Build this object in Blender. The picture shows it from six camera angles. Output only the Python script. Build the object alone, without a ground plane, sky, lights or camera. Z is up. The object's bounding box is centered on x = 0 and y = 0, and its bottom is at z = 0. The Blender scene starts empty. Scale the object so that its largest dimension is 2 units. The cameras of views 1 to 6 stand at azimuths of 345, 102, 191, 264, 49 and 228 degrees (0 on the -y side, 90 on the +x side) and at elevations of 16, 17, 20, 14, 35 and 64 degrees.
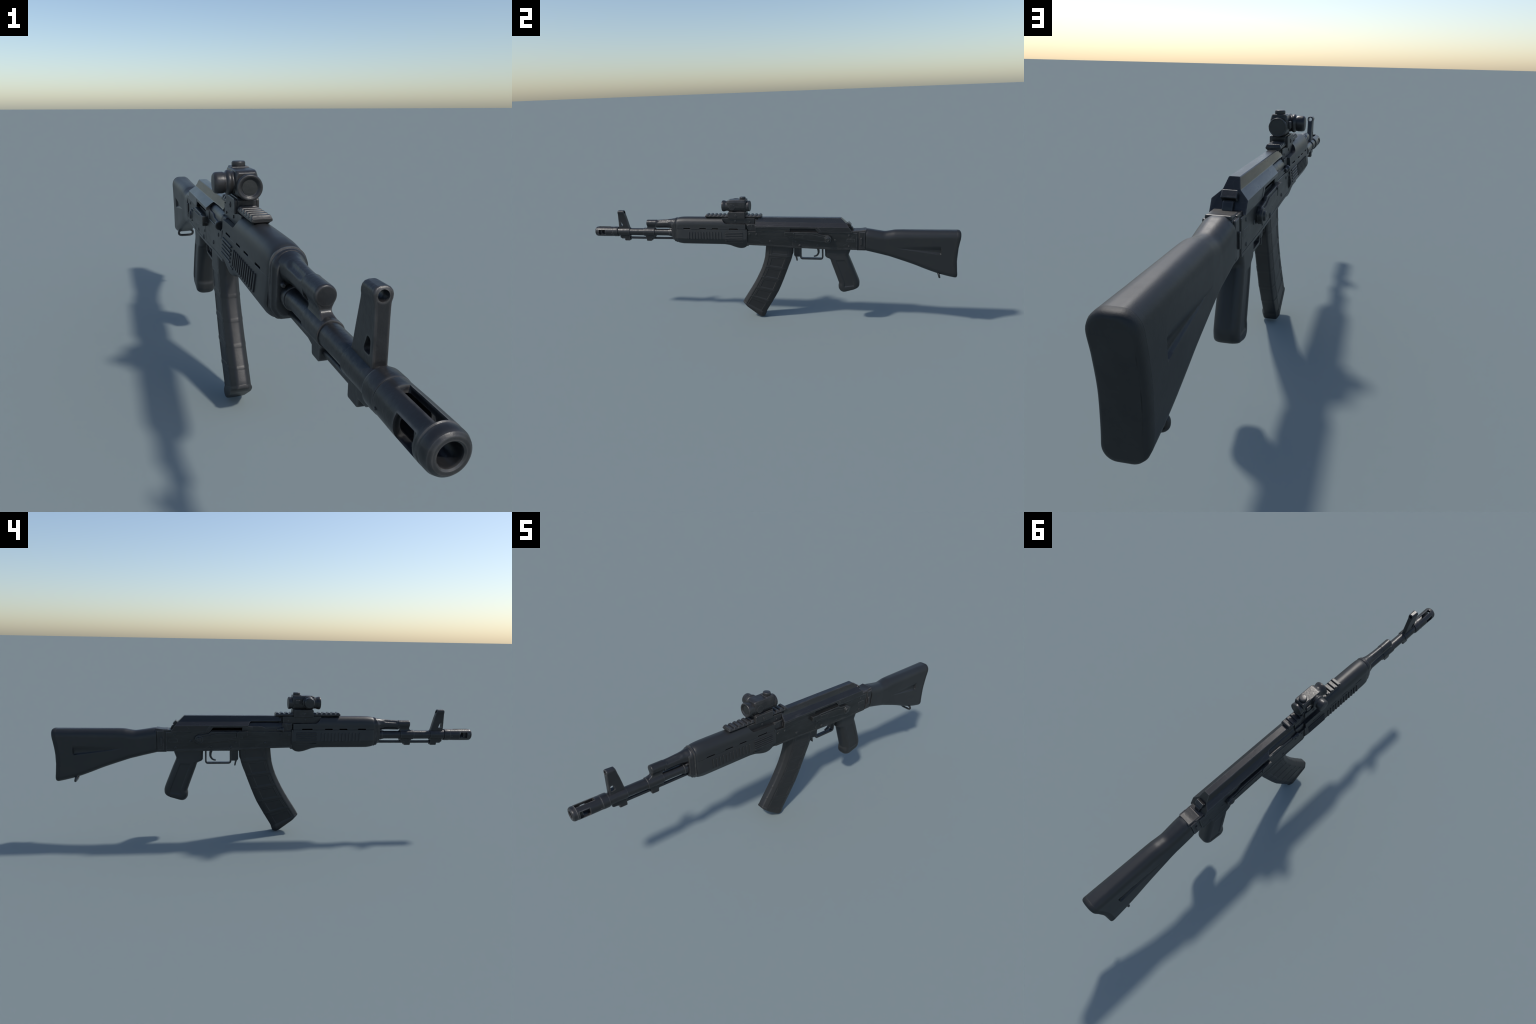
import bpy, bmesh, math, random
import numpy as np
from mathutils import Vector, Matrix

random.seed(7)
C = 0.006            # the rifle's symmetry plane lies at x = C
BORE_Z = 0.4815      # bore axis height

# ------------------------------------------------------------------ materials
def nodes_of(mat):
    mat.use_nodes = True
    nt = mat.node_tree
    for n in list(nt.nodes):
        nt.nodes.remove(n)
    return nt

def make_material(name, base, worn, rough, patch_scale=14.0, wear=0.5, grain=0.15, grain_scale=420.0,
                  spec=0.5, streak=False, edge=1.0, lumps=0.10):
    """dark coated surface: faint patchy tone, fine grain, rubbed edges"""
    mat = bpy.data.materials.new(name)
    nt = nodes_of(mat)
    N = nt.nodes.new
    L = nt.links.new
    out = N('ShaderNodeOutputMaterial')
    bsdf = N('ShaderNodeBsdfPrincipled')
    L(bsdf.outputs[0], out.inputs[0])
    tc = N('ShaderNodeTexCoord')
    mp = N('ShaderNodeMapping')
    L(tc.outputs['Object'], mp.inputs['Vector'])
    if streak:
        mp.inputs['Scale'].default_value = (1.0, 0.35, 1.0)
    # large patches
    n1 = N('ShaderNodeTexNoise')
    n1.inputs['Scale'].default_value = patch_scale
    n1.inputs['Detail'].default_value = 6
    n1.inputs['Roughness'].default_value = 0.62
    L(mp.outputs[0], n1.inputs['Vector'])
    r1 = N('ShaderNodeValToRGB')
    r1.color_ramp.elements[0].position = 0.38
    r1.color_ramp.elements[1].position = 0.72
    r1.color_ramp.elements[0].color = (*base, 1)
    mid = tuple(b + (w - b) * 0.35 * wear for b, w in zip(base, worn))
    r1.color_ramp.elements[1].color = (*mid, 1)
    L(n1.outputs['Fac'], r1.inputs['Fac'])
    # rubbed edges: where the bevelled normal departs from the surface normal, broken up by noise
    bev = N('ShaderNodeBevel')
    bev.samples = 4
    bev.inputs['Radius'].default_value = 0.0055
    geo = N('ShaderNodeNewGeometry')
    dot = N('ShaderNodeVectorMath')
    dot.operation = 'DOT_PRODUCT'
    L(bev.outputs[0], dot.inputs[0])
    L(geo.outputs['Normal'], dot.inputs[1])
    em = N('ShaderNodeMapRange')
    em.inputs['From Min'].default_value = 0.992
    em.inputs['From Max'].default_value = 0.93
    L(dot.outputs['Value'], em.inputs['Value'])
    n2 = N('ShaderNodeTexNoise')
    n2.inputs['Scale'].default_value = 55
    n2.inputs['Detail'].default_value = 5
    L(mp.outputs[0], n2.inputs['Vector'])
    nm = N('ShaderNodeMapRange')
    nm.inputs['From Min'].default_value = 0.35
    nm.inputs['From Max'].default_value = 0.65
    nm.inputs['To Min'].default_value = 0.3
    L(n2.outputs['Fac'], nm.inputs['Value'])
    mul = N('ShaderNodeMath')
    mul.operation = 'MULTIPLY'
    L(em.outputs[0], mul.inputs[0])
    L(nm.outputs[0], mul.inputs[1])
    mul2 = N('ShaderNodeMath')
    mul2.operation = 'MULTIPLY'
    mul2.inputs[1].default_value = edge
    L(mul.outputs[0], mul2.inputs[0])
    mix = N('ShaderNodeMix')
    mix.data_type = 'RGBA'
    L(mul2.outputs[0], mix.inputs[0])
    L(r1.outputs[0], mix.inputs[6])
    mix.inputs[7].default_value = (*worn, 1)
    # thin scratches
    if streak:
        mp2 = N('ShaderNodeMapping')
        mp2.inputs['Scale'].default_value = (30, 6, 55)
        mp2.inputs['Rotation'].default_value = (0.5, 0, 0)
        L(tc.outputs['Object'], mp2.inputs['Vector'])
        v = N('ShaderNodeTexVoronoi')
        v.feature = 'DISTANCE_TO_EDGE'
        v.inputs['Scale'].default_value = 0.9
        L(mp2.outputs[0], v.inputs['Vector'])
        sr = N('ShaderNodeMapRange')
        sr.inputs['From Min'].default_value = 0.012
        sr.inputs['From Max'].default_value = 0.0
        L(v.outputs['Distance'], sr.inputs['Value'])
        sm = N('ShaderNodeMath')
        sm.operation = 'MULTIPLY'
        L(sr.outputs[0], sm.inputs[0])
        L(nm.outputs[0], sm.inputs[1])
        sm2 = N('ShaderNodeMath')
        sm2.operation = 'MULTIPLY'
        sm2.inputs[1].default_value = 0.30
        L(sm.outputs[0], sm2.inputs[0])
        mix2 = N('ShaderNodeMix')
        mix2.data_type = 'RGBA'
        L(sm2.outputs[0], mix2.inputs[0])
        L(mix.outputs[2], mix2.inputs[6])
        mix2.inputs[7].default_value = (*worn, 1)
        L(mix2.outputs[2], bsdf.inputs['Base Color'])
    else:
        L(mix.outputs[2], bsdf.inputs['Base Color'])
    # roughness follows the patches
    rr = N('ShaderNodeMapRange')
    rr.inputs['To Min'].default_value = rough + 0.09
    rr.inputs['To Max'].default_value = rough - 0.09
    L(n1.outputs['Fac'], rr.inputs['Value'])
    L(rr.outputs[0], bsdf.inputs['Roughness'])
    bsdf.inputs['Specular IOR Level'].default_value = spec
    # fine grain
    n3 = N('ShaderNodeTexNoise')
    n3.inputs['Scale'].default_value = grain_scale
    n3.inputs['Detail'].default_value = 3
    L(tc.outputs['Object'], n3.inputs['Vector'])
    n4 = N('ShaderNodeTexNoise')
    n4.inputs['Scale'].default_value = 70
    n4.inputs['Detail'].default_value = 4
    L(mp.outputs[0], n4.inputs['Vector'])
    bp0 = N('ShaderNodeBump')
    bp0.inputs['Strength'].default_value = lumps
    bp0.inputs['Distance'].default_value = 0.004
    L(n4.outputs['Fac'], bp0.inputs['Height'])
    bp = N('ShaderNodeBump')
    L(bp0.outputs[0], bp.inputs['Normal'])
    bp.inputs['Strength'].default_value = grain
    bp.inputs['Distance'].default_value = 0.001
    L(n3.outputs['Fac'], bp.inputs['Height'])
    L(bp.outputs[0], bsdf.inputs['Normal'])
    return mat

BLUED = make_material('blued_steel', (0.0138, 0.0142, 0.0158), (0.120, 0.114, 0.108), 0.36, wear=0.22, grain=0.10, lumps=0.22, edge=0.9)
RECEIVER = make_material('worn_receiver_steel', (0.0080, 0.0088, 0.0090), (0.105, 0.104, 0.102), 0.40,
                         patch_scale=22, wear=0.42, grain=0.14, streak=True, lumps=0.26, edge=0.65)
COVER = make_material('pressed_cover_steel', (0.0125, 0.0130, 0.0145), (0.105, 0.101, 0.097), 0.29,
                      patch_scale=16, wear=0.26, grain=0.10, streak=True, lumps=0.10, edge=0.7)
POLYMER = make_material('black_polymer', (0.0180, 0.0190, 0.0200), (0.060, 0.057, 0.054), 0.44, patch_scale=8,
                        wear=0.2, grain=0.16, grain_scale=600, edge=0.15, lumps=0.05)
MAGAZINE = make_material('magazine_polymer', (0.0150, 0.0150, 0.0155), (0.080, 0.072, 0.064), 0.44, patch_scale=10,
                         wear=0.25, grain=0.14, grain_scale=600, edge=0.4, lumps=0.08)
ANODISED = make_material('anodised_alloy', (0.0155, 0.0155, 0.0165), (0.110, 0.104, 0.098), 0.38, patch_scale=34, wear=0.6, edge=0.6,
                         grain=0.10, lumps=0.20)
RUBBER = make_material('butt_rubber', (0.0130, 0.0140, 0.0145), (0.08, 0.076, 0.070), 0.58, wear=0.2, grain=0.2,
                       edge=0.35, lumps=0.12)
LENS = make_material('dark_lens_cap', (0.022, 0.023, 0.022), (0.05, 0.05, 0.048), 0.45, wear=0.3, grain=0.2, edge=0.0)
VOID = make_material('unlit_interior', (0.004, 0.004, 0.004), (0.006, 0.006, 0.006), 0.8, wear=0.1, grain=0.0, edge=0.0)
HINGE = make_material('rubbed_hinge_steel', (0.0150, 0.0145, 0.0140), (0.12, 0.110, 0.10), 0.40, wear=0.3, grain=0.12)

# ------------------------------------------------------------------ building helpers
root = bpy.data.objects.new('assault_rifle', None)
bpy.context.collection.objects.link(root)
root['label'] = 'matte black rifle with curved magazine and red dot sight'
root['category'] = 'rifle'

def link(name, mesh, mat, parent):
    ob = bpy.data.objects.new(name, mesh)
    bpy.context.collection.objects.link(ob)
    ob.parent = parent if parent else root
    if mat is not None:
        mesh.materials.clear()
        mesh.materials.append(mat)
    return ob

def apply_mods(ob):
    dg = bpy.context.evaluated_depsgraph_get()
    dg.update()
    me = bpy.data.meshes.new_from_object(ob.evaluated_get(dg))
    old = ob.data
    ob.modifiers.clear()
    ob.data = me
    bpy.data.meshes.remove(old)

def finish(ob, bevel=0.0, seg=2, angle=35, sharp=40, weighted=True):
    me = ob.data
    if bevel > 0:
        m = ob.modifiers.new('b', 'BEVEL')
        m.width = bevel
        m.segments = seg
        m.limit_method = 'ANGLE'
        m.angle_limit = math.radians(angle)
        m.use_clamp_overlap = True
        apply_mods(ob)
        me = ob.data
    me.polygons.foreach_set('use_smooth', [True] * len(me.polygons))
    me.set_sharp_from_angle(angle=math.radians(sharp))
    if weighted:
        m = ob.modifiers.new('w', 'WEIGHTED_NORMAL')
        m.keep_sharp = True
        m.weight = 60
        apply_mods(ob)
    return ob

def mesh_from(verts, faces, name='m'):
    me = bpy.data.meshes.new(name)
    me.from_pydata([tuple(v) for v in verts], [], faces)
    bm = bmesh.new()
    bm.from_mesh(me)
    bmesh.ops.remove_doubles(bm, verts=bm.verts, dist=1e-6)
    bmesh.ops.recalc_face_normals(bm, faces=bm.faces)
    bm.to_mesh(me)
    bm.free()
    return me

def loft_mesh(rings, cap=True, close=False):
    """rings: list of equally long closed point loops"""
    n = len(rings[0])
    assert all(len(r) == n for r in rings)
    verts = [p for r in rings for p in r]
    faces = []
    m = len(rings)
    for i in range(m if close else m - 1):
        a, b = i * n, ((i + 1) % m) * n
        for j in range(n):
            k = (j + 1) % n
            faces.append((a + j, a + k, b + k, b + j))
    if cap and not close:
        faces.append(tuple(range(n)))
        faces.append(tuple(range((m - 1) * n, m * n)))
    return mesh_from(verts, faces)

def lathe(profile, axis='y', cx=C, cy=0.0, cz=0.0, n=40, closed=False):
    """profile: (position along axis, radius); a closed profile makes a tube with a bore"""
    rings = []
    for a, r in profile:
        ring = []
        for i in range(n):
            t = 2 * math.pi * i / n
            u, v = max(r, 1e-5) * math.cos(t), max(r, 1e-5) * math.sin(t)
            if axis == 'y':
                ring.append((cx + u, a, cz + v))
            elif axis == 'x':
                ring.append((a, cy + u, cz + v))
            else:
                ring.append((cx + u, cy + v, a))
        rings.append(ring)
    return loft_mesh(rings, cap=not closed, close=closed)

def prism_mesh(poly, x0, x1):
    """side outline in (y, z) pushed through from x0 to x1"""
    n = len(poly)
    verts = [(x0, y, z) for y, z in poly] + [(x1, y, z) for y, z in poly]
    faces = [tuple(range(n)), tuple(range(n, 2 * n))]
    for i in range(n):
        k = (i + 1) % n
        faces.append((i, k, n + k, n + i))
    return mesh_from(verts, faces)

def box_mesh(x0, x1, y0, y1, z0, z1):
    return prism_mesh([(y0, z0), (y1, z0), (y1, z1), (y0, z1)], x0, x1)

def prism(name, poly, x0, x1, mat, parent=None, bevel=0.002, seg=2):
    return finish(link(name, prism_mesh(poly, x0, x1), mat, parent), bevel, seg)

def box(name, x0, x1, y0, y1, z0, z1, mat, parent=None, bevel=0.002, seg=2):
    return finish(link(name, box_mesh(x0, x1, y0, y1, z0, z1), mat, parent), bevel, seg)

def cut(ob, cutters, op='DIFFERENCE'):
    obs = []
    for me in cutters:
        c = bpy.data.objects.new('cutter', me)
        bpy.context.collection.objects.link(c)
        obs.append(c)
        m = ob.modifiers.new('c', 'BOOLEAN')
        m.operation = op
        m.solver = 'EXACT'
        m.object = c
    apply_mods(ob)
    for c in obs:
        me = c.data
        bpy.data.objects.remove(c)
        bpy.data.meshes.remove(me)
    return ob

def rounded_loop(corners, k=6):
    """corners: (a, b, radius) of a polygon -> rounded outline"""
    pts = []
    n = len(corners)
    for i in range(n):
        p = np.array(corners[i][:2], float)
        r = corners[i][2]
        a = np.array(corners[i - 1][:2], float) - p
        b = np.array(corners[(i + 1) % n][:2], float) - p
        la, lb = np.linalg.norm(a), np.linalg.norm(b)
        a, b = a / la, b / lb
        if r <= 1e-6:
            pts.append(tuple(p))
            continue
        ang = math.acos(max(-1, min(1, float(a @ b))))
        d = min(r / math.tan(ang / 2), 0.49 * la, 0.49 * lb)
        rr = d * math.tan(ang / 2)
        mid = (a + b) / np.linalg.norm(a + b)
        cen = p + mid * (rr / math.sin(ang / 2))
        s, e = p + a * d - cen, p + b * d - cen
        sweep = math.pi - ang
        cr = s[0] * e[1] - s[1] * e[0]
        sg = 1 if cr > 0 else -1
        for j in range(k + 1):
            t = sg * sweep * j / k
            pts.append((cen[0] + s[0] * math.cos(t) - s[1] * math.sin(t), cen[1] + s[0] * math.sin(t) + s[1] * math.cos(t)))
    return pts

def smooth_table(xs, rows, q):
    """monotone-ish smooth interpolation of a station table (rows aligned with xs) at q"""
    xs = np.array(xs, float)
    rows = np.array(rows, float)
    q = np.asarray(q, float)
    m = np.zeros_like(rows)
    d = np.diff(rows, axis=0) / np.diff(xs)[:, None]
    m[0], m[-1] = d[0], d[-1]
    for i in range(1, len(xs) - 1):
        s = np.sign(d[i - 1]) * np.sign(d[i])
        h = 2 * d[i - 1] * d[i] / np.where(np.abs(d[i - 1] + d[i]) < 1e-12, 1, d[i - 1] + d[i])
        m[i] = np.where(s > 0, h, 0)
    idx = np.clip(np.searchsorted(xs, q) - 1, 0, len(xs) - 2)
    h = (xs[idx + 1] - xs[idx])[:, None]
    t = ((q - xs[idx])[:, None]) / h
    return ((2 * t**3 - 3 * t**2 + 1) * rows[idx] + (t**3 - 2 * t**2 + t) * h * m[idx]
            + (-2 * t**3 + 3 * t**2) * rows[idx + 1] + (t**3 - t**2) * h * m[idx + 1])

def tube(name, pts, r, mat, parent=None, n=14, rx=None):
    """round bar swept along points (x, y, z)"""
    P = [Vector(p) for p in pts]
    rings = []
    for i, p in enumerate(P):
        a = P[max(i - 1, 0)]
        b = P[min(i + 1, len(P) - 1)]
        t = (b - a).normalized()
        side = Vector((1, 0, 0)) if abs(t.x) < 0.9 else Vector((0, 1, 0))
        u = (side - t * side.dot(t)).normalized()
        v = t.cross(u)
        rings.append([tuple(p + u * (rx or r) * math.cos(2 * math.pi * k / n) + v * r * math.sin(2 * math.pi * k / n))
                      for k in range(n)])
    return finish(link(name, loft_mesh(rings), mat, parent), 0, weighted=False)

def mirror_x(x):
    return 2 * C - x

# ================================================================== barrel group
barrel = finish(link('barrel', lathe([(-0.885, 0.0195), (-0.70, 0.0206), (-0.64, 0.0206), (-0.63, 0.0190), (-0.56, 0.0192),
                                     (-0.556, 0.021), (-0.53, 0.0215), (-0.48, 0.0215)], cz=BORE_Z), BLUED, None), 0.001)

# muzzle brake: rounded sleeve with a bore, a long top slot and a window through both sides
brake_profile = [(-0.862, 0.0262), (-0.890, 0.0262), (-0.8905, 0.0272), (-0.930, 0.0278), (-0.9815, 0.0278),
                 (-0.9830, 0.0267), (-0.9845, 0.0267), (-0.9855, 0.0276), (-0.9925, 0.0274), (-0.9970, 0.0254), (-0.9995, 0.0226),
                 (-1.0000, 0.0215), (-1.0000, 0.0172), (-0.9985, 0.0152), (-0.9960, 0.0145), (-0.962, 0.0140), (-0.959, 0.0190),
                 (-0.905, 0.0190), (-0.900, 0.009), (-0.862, 0.009)]
brake = link('muzzle_brake', lathe(brake_profile, cz=BORE_Z, n=48, closed=True), BLUED, None)
top_slot = prism_mesh([(-0.981, BORE_Z + 0.012), (-0.981, BORE_Z + 0.04), (-0.905, BORE_Z + 0.04), (-0.914, BORE_Z + 0.012)],
                      C - 0.0075, C + 0.0075)
window = box_mesh(C - 0.04, C + 0.04, -0.9580, -0.9375, BORE_Z - 0.0145, BORE_Z + 0.0140)
pockets = [box_mesh(C + a, C + b, -0.9755, -0.9570, BORE_Z - 0.0145, BORE_Z + 0.0140) for a, b in ((-0.04, -0.0165), (0.0165, 0.04))]
cut(brake, [top_slot, window] + pockets)
finish(brake, 0.0009, 2, angle=40, sharp=24)
brake_collar = finish(link('brake_collar', lathe([(-0.8905, 0.020), (-0.8895, 0.0270), (-0.886, 0.0280), (-0.866, 0.0280),
                                                 (-0.862, 0.0268), (-0.8615, 0.02)], cz=BORE_Z), BLUED, None), 0)
for sx in (-1, 1):
    pin = lathe([(C + sx * 0.0262, 0.0022), (C + sx * 0.0284, 0.0022), (C + sx * 0.0288, 0.0014)], axis='x',
                cy=-0.897, cz=BORE_Z - 0.005, n=14)
    finish(link('detent_pin', pin, BLUED, brake), 0)

# front sight: sleeve, tapering post with a hooded eye and a lightening hole, bayonet lug
front_sight = finish(link('front_sight', lathe([(-0.8620, 0.018), (-0.8615, 0.0225), (-0.8595, 0.0235), (-0.792, 0.0235), (-0.790, 0.0222),
                                              (-0.7895, 0.018)], cz=BORE_Z), BLUED, None), 0)
post_rows = [(0.497, -0.8560, -0.7890, 0.0112), (0.512, -0.8560, -0.7945, 0.0111), (0.540, -0.8558, -0.8008, 0.0111),
             (0.565, -0.8555, -0.8068, 0.0110), (0.580, -0.8550, -0.8112, 0.0115), (0.585, -0.8548, -0.8125, 0.0120),
             (0.590, -0.8548, -0.8140, 0.0136), (0.5950, -0.8548, -0.8152, 0.0140), (0.5995, -0.8542, -0.8162, 0.0130),
             (0.6030, -0.8530, -0.8174, 0.0104), (0.6050, -0.8510, -0.8192, 0.0062)]
rings = []
for z, y0, y1, hw in post_rows:
    y0, y1 = y0 + 0.0012, y1 - 0.0010
    loop = rounded_loop([(-hw, y0, 0.003), (hw, y0, 0.003), (hw * 0.86, y1, 0.003), (-hw * 0.86, y1, 0.003)], 4)
    rings.append([(C + x, y, z) for x, y in loop])
post = link('sight_post', loft_mesh(rings), BLUED, front_sight)
eye = lathe([(-0.90, 0.0082), (-0.75, 0.0070)], cz=0.5935, n=24)
hole = prism_mesh(rounded_loop([(-0.8475, 0.5160, 0.004), (-0.8475, 0.5380, 0.005), (-0.8380, 0.5395, 0.004), (-0.8285, 0.5165, 0.004)], 4),
                  C - 0.03, C + 0.03)
cut(post, [eye, hole])
finish(post, 0.0011, 2, angle=42)
lug = [(-0.853, 0.466), (-0.853, 0.450), (-0.847, 0.446), (-0.826, 0.445), (-0.826, 0.4335), (-0.822, 0.4315),
       (-0.797, 0.4315), (-0.795, 0.434), (-0.795, 0.4565), (-0.790, 0.460), (-0.790, 0.466)]
prism('bayonet_lug', lug, C - 0.0125, C + 0.0125, BLUED, front_sight, 0.0015)

# gas block
gas_block = finish(link('gas_block', lathe([(-0.7075, 0.0185), (-0.7070, 0.0226), (-0.7050, 0.0236), (-0.642, 0.0236), (-0.640, 0.0228),
                                          (-0.6395, 0.0185)], cz=BORE_Z), BLUED, None), 0)
head = lathe([(-0.6845, 0.0), (-0.6845, 0.0150), (-0.6835, 0.0172), (-0.6815, 0.0184), (-0.678, 0.0188), (-0.632, 0.0188),
              (-0.629, 0.0192), (-0.626, 0.0186), (-0.620, 0.017)], cz=0.5335, n=40)
finish(link('gas_chamber', head, BLUED, gas_block), 0)
web_rows = [(0.486, -0.7030, -0.6420, 0.0190), (0.4975, -0.7025, -0.6420, 0.0150), (0.5020, -0.6995, -0.6405, 0.0128), (0.5060, -0.6910, -0.6390, 0.0112),
            (0.5100, -0.6855, -0.6370, 0.0106), (0.5140, -0.6838, -0.6350, 0.0112), (0.5190, -0.6838, -0.6320, 0.0132), (0.5250, -0.6838, -0.6300, 0.0160), (0.5300, -0.6838, -0.6300, 0.0172)]
rings = []
wq = smooth_table([r[0] for r in web_rows], [r[1:] for r in web_rows], np.linspace(0.486, 0.530, 30))
for z, (y0, y1, hw) in zip(np.linspace(0.486, 0.530, 30), wq):
    rings.append([(C + x, y, z) for x, y in rounded_loop([(-hw, y0, 0.003), (hw, y0, 0.003), (hw, y1, 0.003), (-hw, y1, 0.003)], 4)])
finish(link('gas_block_web', loft_mesh(rings), BLUED, gas_block), 0, sharp=50)
lug2 = [(-0.698, 0.466), (-0.698, 0.458), (-0.694, 0.455), (-0.693, 0.4345), (-0.690, 0.4315), (-0.665, 0.4315),
        (-0.662, 0.434), (-0.661, 0.447), (-0.645, 0.451), (-0.640, 0.455), (-0.640, 0.466)]
prism('rod_lug', lug2, C - 0.0125, C + 0.0125, BLUED, gas_block, 0.0015)
cleaning_rod = tube('cleaning_rod', [(C, -0.848, 0.4465), (C, -0.70, 0.4465), (C, -0.50, 0.4475)], 0.0066, BLUED)

# fluted gas tube, widening towards the handguard
rings = []
tab = smooth_table([-0.630, -0.60, -0.57, -0.545, -0.530, -0.515],
                   [(0.0183, 0.0225, 0.5290), (0.0185, 0.0232, 0.5300), (0.0196, 0.0242, 0.5315), (0.0215, 0.0258, 0.5320),
                    (0.0255, 0.0285, 0.532), (0.0300, 0.0325, 0.530)], np.linspace(-0.630, -0.515, 36))
for y, (hx, hz, cz) in zip(np.linspace(-0.630, -0.515, 36), tab):
    ring = []
    f = min(1, max(0, (y + 0.622) / 0.008)) * min(1, max(0, (-0.548 - y) / 0.015))
    for i in range(64):
        t = 2 * math.pi * i / 64
        groove = max(0, math.cos(4 * t + math.pi / 1.0)) ** 1.2
        k = 1 - 0.14 * f * groove
        ring.append((C + hx * k * math.cos(t), y, cz + hz * k * math.sin(t)))
    rings.append(ring)
gas_tube = finish(link('gas_tube', loft_mesh(rings), BLUED, None), 0, sharp=60)

# ================================================================== handguard
def ring_at(y, loop):
    return [(C + x, y, z) for x, z in loop]

# upper guard: arched cover over the gas tube, cut down towards the rear for the sight block
ys = np.concatenate([np.linspace(-0.5035, -0.44, 14), np.linspace(-0.43, -0.107, 20)])
tab = smooth_table([-0.5035, -0.4985, -0.487, -0.455, -0.40, -0.107],
                   [(0.0345, 0.5630), (0.0362, 0.5665), (0.0374, 0.5695), (0.0382, 0.5718), (0.0385, 0.5722), (0.0388, 0.5722)], ys)
def arch_loop(hw, zt, spring=0.5230, n=36):
    pts = [(-hw - 0.0012, 0.5115)]
    for i in range(n + 1):
        t = math.pi * (1 - i / n)
        c, sn = math.cos(t), math.sin(t)
        pts.append((math.copysign(hw * abs(c) ** 0.88, c), spring + (zt - spring) * abs(sn) ** 0.88))
    return pts + [(hw + 0.0012, 0.5115)]
rings = [ring_at(y, arch_loop(hw, zt)) for y, (hw, zt) in zip(ys, tab)]
upper_guard = link('upper_handguard', loft_mesh(rings), POLYMER, None)
notch = rounded_loop([(-0.238, 0.59, 0), (-0.238, 0.560, 0.02), (-0.220, 0.5405, 0.02), (-0.10, 0.5385, 0), (-0.09, 0.59, 0)], 6)
vents = [(-0.460, -0.417), (-0.369, -0.327), (-0.298, -0.258), (-0.201, -0.147)]
slot_cutters = [prism_mesh([(a, 0.505), (a + 0.003, 0.5165), (b - 0.003, 0.5165), (b, 0.505)], x0, x1)
                for a, b in vents for x0, x1 in ((C - 0.06, C - 0.014), (C + 0.014, C + 0.06))]
cut(upper_guard, [prism_mesh(notch, C - 0.06, C + 0.06)] + slot_cutters)
finish(upper_guard, 0.0012, 2, angle=45)

# lower guard: deep trough with a swelling in front of the receiver
ys = np.concatenate([np.linspace(-0.5035, -0.44, 14), np.linspace(-0.43, -0.26, 8), np.linspace(-0.25, -0.1035, 40)])
tab = smooth_table([-0.5035, -0.498, -0.485, -0.465, -0.24, -0.205, -0.175, -0.155, -0.140, -0.125, -0.112, -0.1035],
                   [(0.0340, 0.4335), (0.0362, 0.4290), (0.0375, 0.4260), (0.0382, 0.4235), (0.0385, 0.4230), (0.0387, 0.4190),
                    (0.0389, 0.4090), (0.0390, 0.4035), (0.0390, 0.4018), (0.0390, 0.4040), (0.0388, 0.4110), (0.0385, 0.4190)], ys)
rings = []
for y, (hw, zb) in zip(ys, tab):
    rings.append(ring_at(y, rounded_loop([(-hw, 0.5105, 0.0015), (hw, 0.5105, 0.0015), (hw * 1.19, 0.456, 0.020),
                                          (hw * 0.70, zb, 0.016), (-hw * 0.70, zb, 0.016), (-hw * 1.19, 0.456, 0.020)], 7)))
lower_guard = finish(link('lower_handguard', loft_mesh(rings), POLYMER, None), 0, sharp=45)
# near-black block behind the vents
box('vent_dark_block', C - 0.016, C + 0.016, -0.490, -0.115, 0.500, 0.522, VOID, None, 0)
# rear rim of the lower guard
rings = []
for y, g in ((-0.1075, 0.0), (-0.1065, 0.0014), (-0.0995, 0.0014), (-0.0985, 0.0)):
    rings.append(ring_at(y, rounded_loop([(-0.0390 - g, 0.5105 + g, 0.002), (0.0390 + g, 0.5105 + g, 0.002), (0.0425 + g, 0.452, 0.018),
                                          (0.026, 0.4165 - g, 0.014), (-0.026, 0.4165 - g, 0.014), (-0.0425 - g, 0.452, 0.018)], 6)))
finish(link('handguard_rear_rim', loft_mesh(rings), POLYMER, lower_guard), 0)
# upright grip ribs
rib_me = None
for sx in (-1, 1):
    for i in range(12):
        y = -0.4285 + i * 0.0167
        if rib_me is None:
            rib = prism('grip_rib', [(-0.0036, -0.0190), (0.0036, -0.0190), (0.0036, 0.0160), (0.0012, 0.0195), (-0.0012, 0.0195), (-0.0036, 0.0160)],
                        -0.0035, 0.0035, POLYMER, lower_guard, 0.0022, 3)
            rib_me = rib.data
        else:
            rib = bpy.data.objects.new('grip_rib', rib_me)
            bpy.context.collection.objects.link(rib)
            rib.parent = lower_guard
        rib.location = (C + sx * 0.0422, y, 0.4765)
        rib.rotation_euler = (0, sx * math.radians(-7.5), 0)
# lengthwise grip fins
fin_me = None
for sx in (-1, 1):
    for i in range(7):
        z = 0.4960 - i * 0.0090
        if fin_me is None:
            fin = box('grip_fin', -0.0036, 0.0036, -0.0495, 0.0495, -0.0022, 0.0022, POLYMER, lower_guard, 0.0016, 3)
            fin_me = fin.data
        else:
            fin = bpy.data.objects.new('grip_fin', fin_me)
            bpy.context.collection.objects.link(fin)
            fin.parent = lower_guard
        fin.location = (C + sx * (0.0393 + (0.5105 - z) * 0.105 if z > 0.460 else 0.0446 - (0.460 - z) * 0.35), -0.1715, z)

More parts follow.
